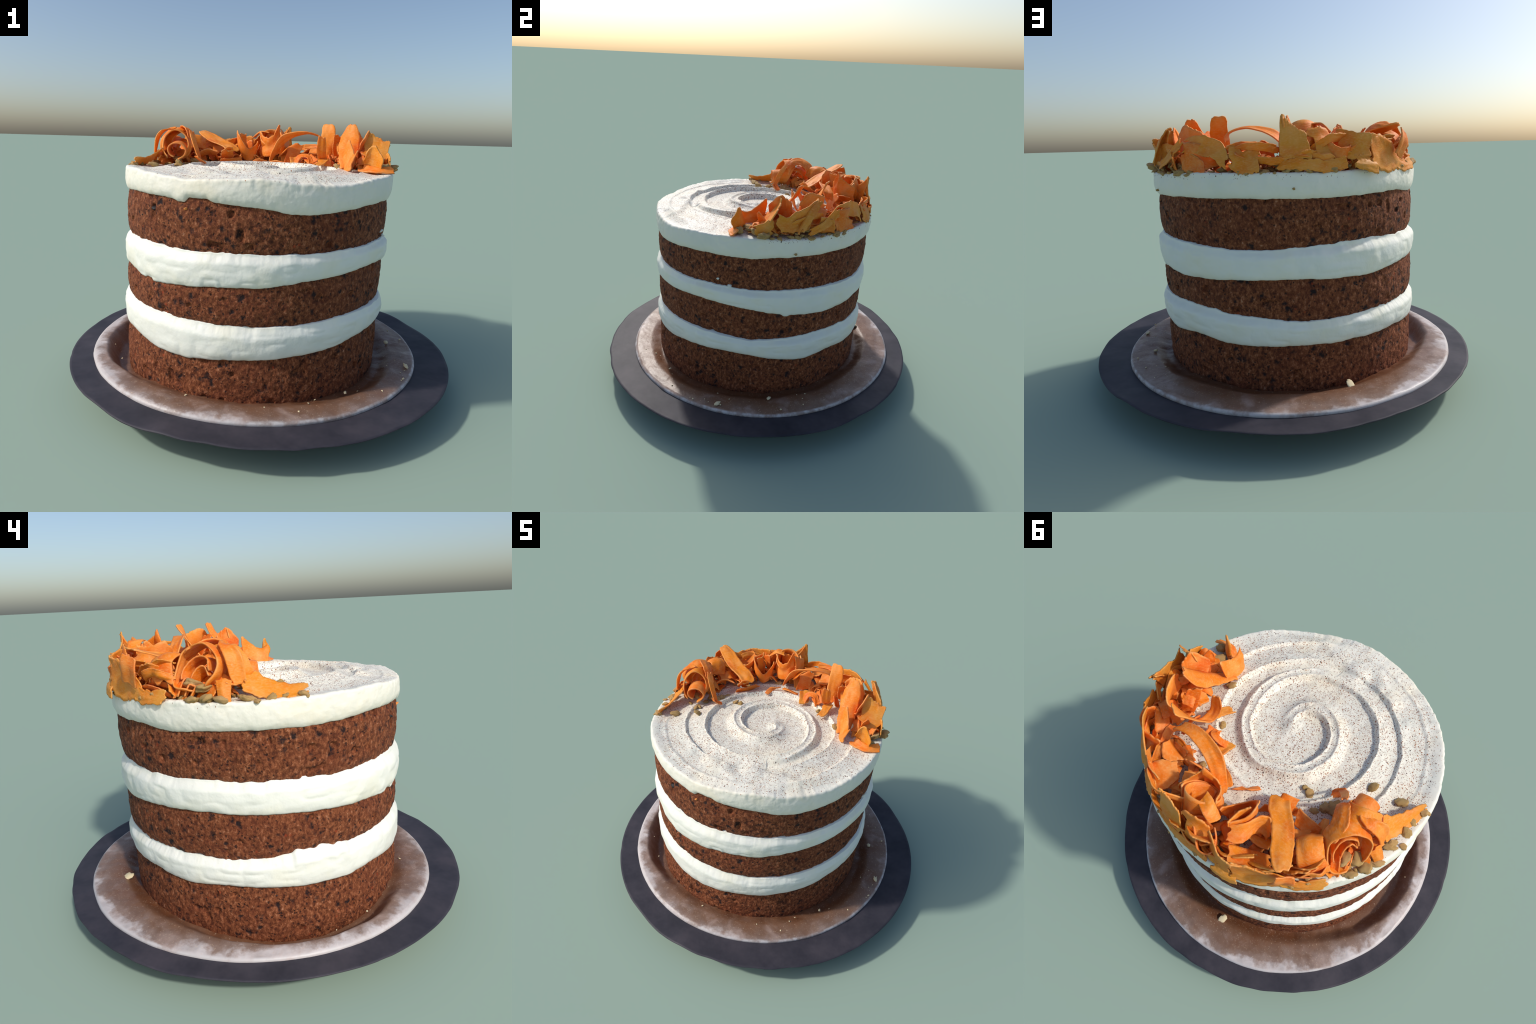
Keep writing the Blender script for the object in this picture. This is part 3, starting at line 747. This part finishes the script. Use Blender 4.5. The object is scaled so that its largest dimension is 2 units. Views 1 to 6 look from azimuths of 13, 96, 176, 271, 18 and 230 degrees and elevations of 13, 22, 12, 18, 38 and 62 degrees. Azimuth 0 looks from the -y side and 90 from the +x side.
def draped_strip(angle, span, z0, z1, out):
    """A thin twisted strip lying along the outside of the garland."""
    a, b = [], []
    wd, tw = rng.uniform(.012, .022), rng.uniform(-1.2, 1.2)
    for k in range(5):
        t = k / 4
        ang = math.radians(angle + span * (t - .5))
        r = out - .035 * (2 * t - 1) ** 2 + rng.uniform(-.012, .006)
        z = z0 + (z1 - z0) * t + .03 * math.sin(math.pi * t) + rng.uniform(-.008, .008)
        lean = tw * (t - .5) + .5
        x, y = -.026 + r * math.cos(ang), .004 + r * math.sin(ang)
        dr, dz = wd * math.sin(lean), wd * math.cos(lean)
        a.append((x + dr * math.cos(ang), y + dr * math.sin(ang), z + dz))
        b.append((x - dr * math.cos(ang), y - dr * math.sin(ang), z - dz))
    return ribbon(a, b, bow=rng.uniform(-.3, .3), ragged=.3, skin=rng.random() < .5, cut=.04)


for k in range(26):
    lo = rng.uniform(1.12, 1.17)
    draped_strip(rng.uniform(20, 148), rng.uniform(10, 22), lo, lo + rng.uniform(-.03, .07), rng.uniform(.635, .66))


def loose_slice(angle, radius, z):
    """A short crumpled offcut filling the garland."""
    x, y = -.026 + radius * math.cos(angle), .004 + radius * math.sin(angle)
    d = angle + rng.uniform(-1.3, 1.3) + math.pi / 2
    ln, wd, lean = rng.uniform(.03, .06), rng.uniform(.016, .028), rng.uniform(-.9, .9)
    ux, uy = math.cos(d), math.sin(d)
    vx, vy, vz = -uy * math.cos(lean) * wd, ux * math.cos(lean) * wd, math.sin(lean) * wd
    arch = rng.uniform(.005, .03)
    a, b = [], []
    for t, h in ((-1, -arch), (-.3, arch), (.4, arch * .8), (1, rng.uniform(-1, 1.2) * arch)):
        a.append((x + ux * ln * t - vx, y + uy * ln * t - vy, z + h - vz))
        b.append((x + ux * ln * t + vx, y + uy * ln * t + vy, z + h + vz))
    return ribbon(a, b, bow=rng.uniform(-.3, .3), ragged=.25)


for k in range(125):
    ang = rng.uniform(2, 172)
    inner = np.interp(ang, [0, 30, 60, 90, 110, 130, 150, 175, 192], [.52, .45, .46, .47, .46, .44, .46, .50, .57])
    loose_slice(math.radians(ang), rng.uniform(float(inner), .62), rng.uniform(1.105, 1.15) + (rng.uniform(0, .06) if 12 < ang < 62 and k % 2 else 0))

# ------------------------------------------------------------------ walnuts and crumbs
def lump_mesh(name, seed, material, detail=3):
    import bmesh
    bm = bmesh.new()
    bmesh.ops.create_icosphere(bm, subdivisions=detail, radius=1.0)
    p = np.array([v.co for v in bm.verts])
    d = 1.1 + 0.50 * fbm(p, 1.3, 3, seed) - 0.34 * (1 - np.abs(noise(p, 1.9, seed + 4))) ** 3 + 0.14 * noise(p, 5, seed + 6)
    for v, k in zip(bm.verts, d):
        v.co *= k
    me = bpy.data.meshes.new(name)
    bm.to_mesh(me)
    bm.free()
    me.materials.append(material)
    me.polygons.foreach_set("use_smooth", [True] * len(me.polygons))
    return me


NUTS = [lump_mesh("walnut_piece", 3 + 5 * k, M_NUT) for k in range(9)]
CRUMBS = [lump_mesh("crumb", 80 + 5 * k, M_CRUMB, 2) for k in range(3)]


def place(mesh, name, loc, size, parent):
    ob = bpy.data.objects.new(name, mesh)
    ob.location = loc
    ob.scale = (size * rng.uniform(0.9, 1.4), size * rng.uniform(0.7, 1.0), size * rng.uniform(0.40, 0.65))
    ob.rotation_euler = (rng.uniform(-.5, .5), rng.uniform(-.5, .5), rng.uniform(0, TAU))
    bpy.context.scene.collection.objects.link(ob)
    ob.parent = parent
    return ob


def nut(x, y, z, size):
    return place(rng.choice(NUTS), "walnut_piece", (x, y, z), size, CAKE)


nut(-.43, -.089, 1.112, .026)
nut(-.277, .132, 1.100, .018)
nut(-.245, .125, 1.098, .014)
nut(-.555, -.135, 1.106, .022)
nut(-.615, .185, 1.140, .032)
nut(-.66, .18, 1.110, .025)
nut(-.585, .225, 1.150, .030)
nut(-.64, .235, 1.103, .022)
nut(-.67, .13, 1.105, .026)
nut(-.66, .04, 1.105, .026)
nut(-.645, -.17, 1.108, .024)
nut(-.665, -.05, 1.098, .024)
nut(-.40, .10, 1.115, .034)
nut(-.37, .13, 1.11, .026)
nut(-.35, .17, 1.105, .020)
nut(-.50, .06, 1.13, .026)
nut(.545, .00, 1.12, .034)
nut(.59, -.05, 1.12, .028)
nut(.60, .04, 1.12, .032)
nut(.50, .11, 1.12, .026)
nut(.38, .05, 1.115, .024)
nut(.64, .09, 1.115, .028)
nut(.23, .21, 1.105, .018)
for k in range(75):      # rubble under the garland, along the rim
    a = math.radians(rng.uniform(2, 205))
    r = rng.uniform(.615, .668)
    nut(-.026 + r * math.cos(a), .004 + r * math.sin(a), 1.10 + rng.uniform(-.008, .006), rng.uniform(.008, .019))
for k in range(60):      # heap of chopped nuts on the right and at the back
    a = math.radians(rng.choice((rng.uniform(0, 62), rng.uniform(75, 150))))
    r = rng.uniform(.60, .668)
    nut(-.026 + r * math.cos(a), .004 + r * math.sin(a), 1.10 + rng.uniform(0, .03) * (r < .65), rng.uniform(.010, .022))
for k in range(20):
    a = math.radians(rng.uniform(10, 195))
    r = rng.uniform(.40, .58)
    nut(-.026 + r * math.cos(a), .004 + r * math.sin(a), 1.105, rng.uniform(.012, .022))

place(CRUMBS[0], "crumb", (-.25, .68, .163), .022, BOARD)
place(CRUMBS[1], "crumb", (.69, .16, .155), .013, BOARD)
place(CRUMBS[2], "crumb", (.784, -.119, .152), .014, BOARD)
for k in range(45):
    a, r = rng.uniform(0, TAU), rng.uniform(.72, .85)
    place(rng.choice(CRUMBS), "crumb", (-.033 + r * math.cos(a), .022 + r * math.sin(a), .150), rng.uniform(.003, .007), BOARD)

def wall_bit(mesh, name, angle, z, size, r=.664):
    a = math.radians(angle)
    cx, cy = axis_at(z)
    return place(mesh, name, (cx + r * math.cos(a), cy + r * math.sin(a), z), size, CAKE)


def plain_material(name, color, rough=.6):
    n = Nodes(name)
    return n.done(n.mix(n.noise(50, 3), color, tuple(.5 * k for k in color)), rough, .3)


DARK_LUMP = lump_mesh("dark_lump", 140, plain_material("dark_lump_skin", (.016, .012, .014)), 2)
SHRED = lump_mesh("carrot_shred", 150, M_CARROT, 2)
SMEAR = lump_mesh("cream_dab", 160, M_CREAM, 2)
wall_bit(DARK_LUMP, "dark_lump", 240, .945, .020, .652)  # dark lump standing in for a dark hole in the sponge
wall_bit(SHRED, "carrot_shred", 256, .955, .015, .652)
wall_bit(SMEAR, "cream_dab", 346, .837, .010, .655)
wall_bit(SMEAR, "cream_dab", 352, .807, .011, .655)
wall_bit(NUTS[0], "walnut_piece", 22, 1.013, .010, .672)
wall_bit(NUTS[1], "walnut_piece", 89, 1.034, .009, .672)
for k in range(14):  # raisins strewn at random through the sponge
    lo, hi = rng.choice(((.17, .32), (.51, .62), (.82, .95)))
    ang = rng.uniform(0, 360)
    slim = .007 * float(smooth(.2, 1, math.cos(math.radians(ang) - .35)))
    wall_bit(DARK_LUMP, "dark_lump", ang, rng.uniform(lo, hi), rng.uniform(.006, .012), .6545 - slim)
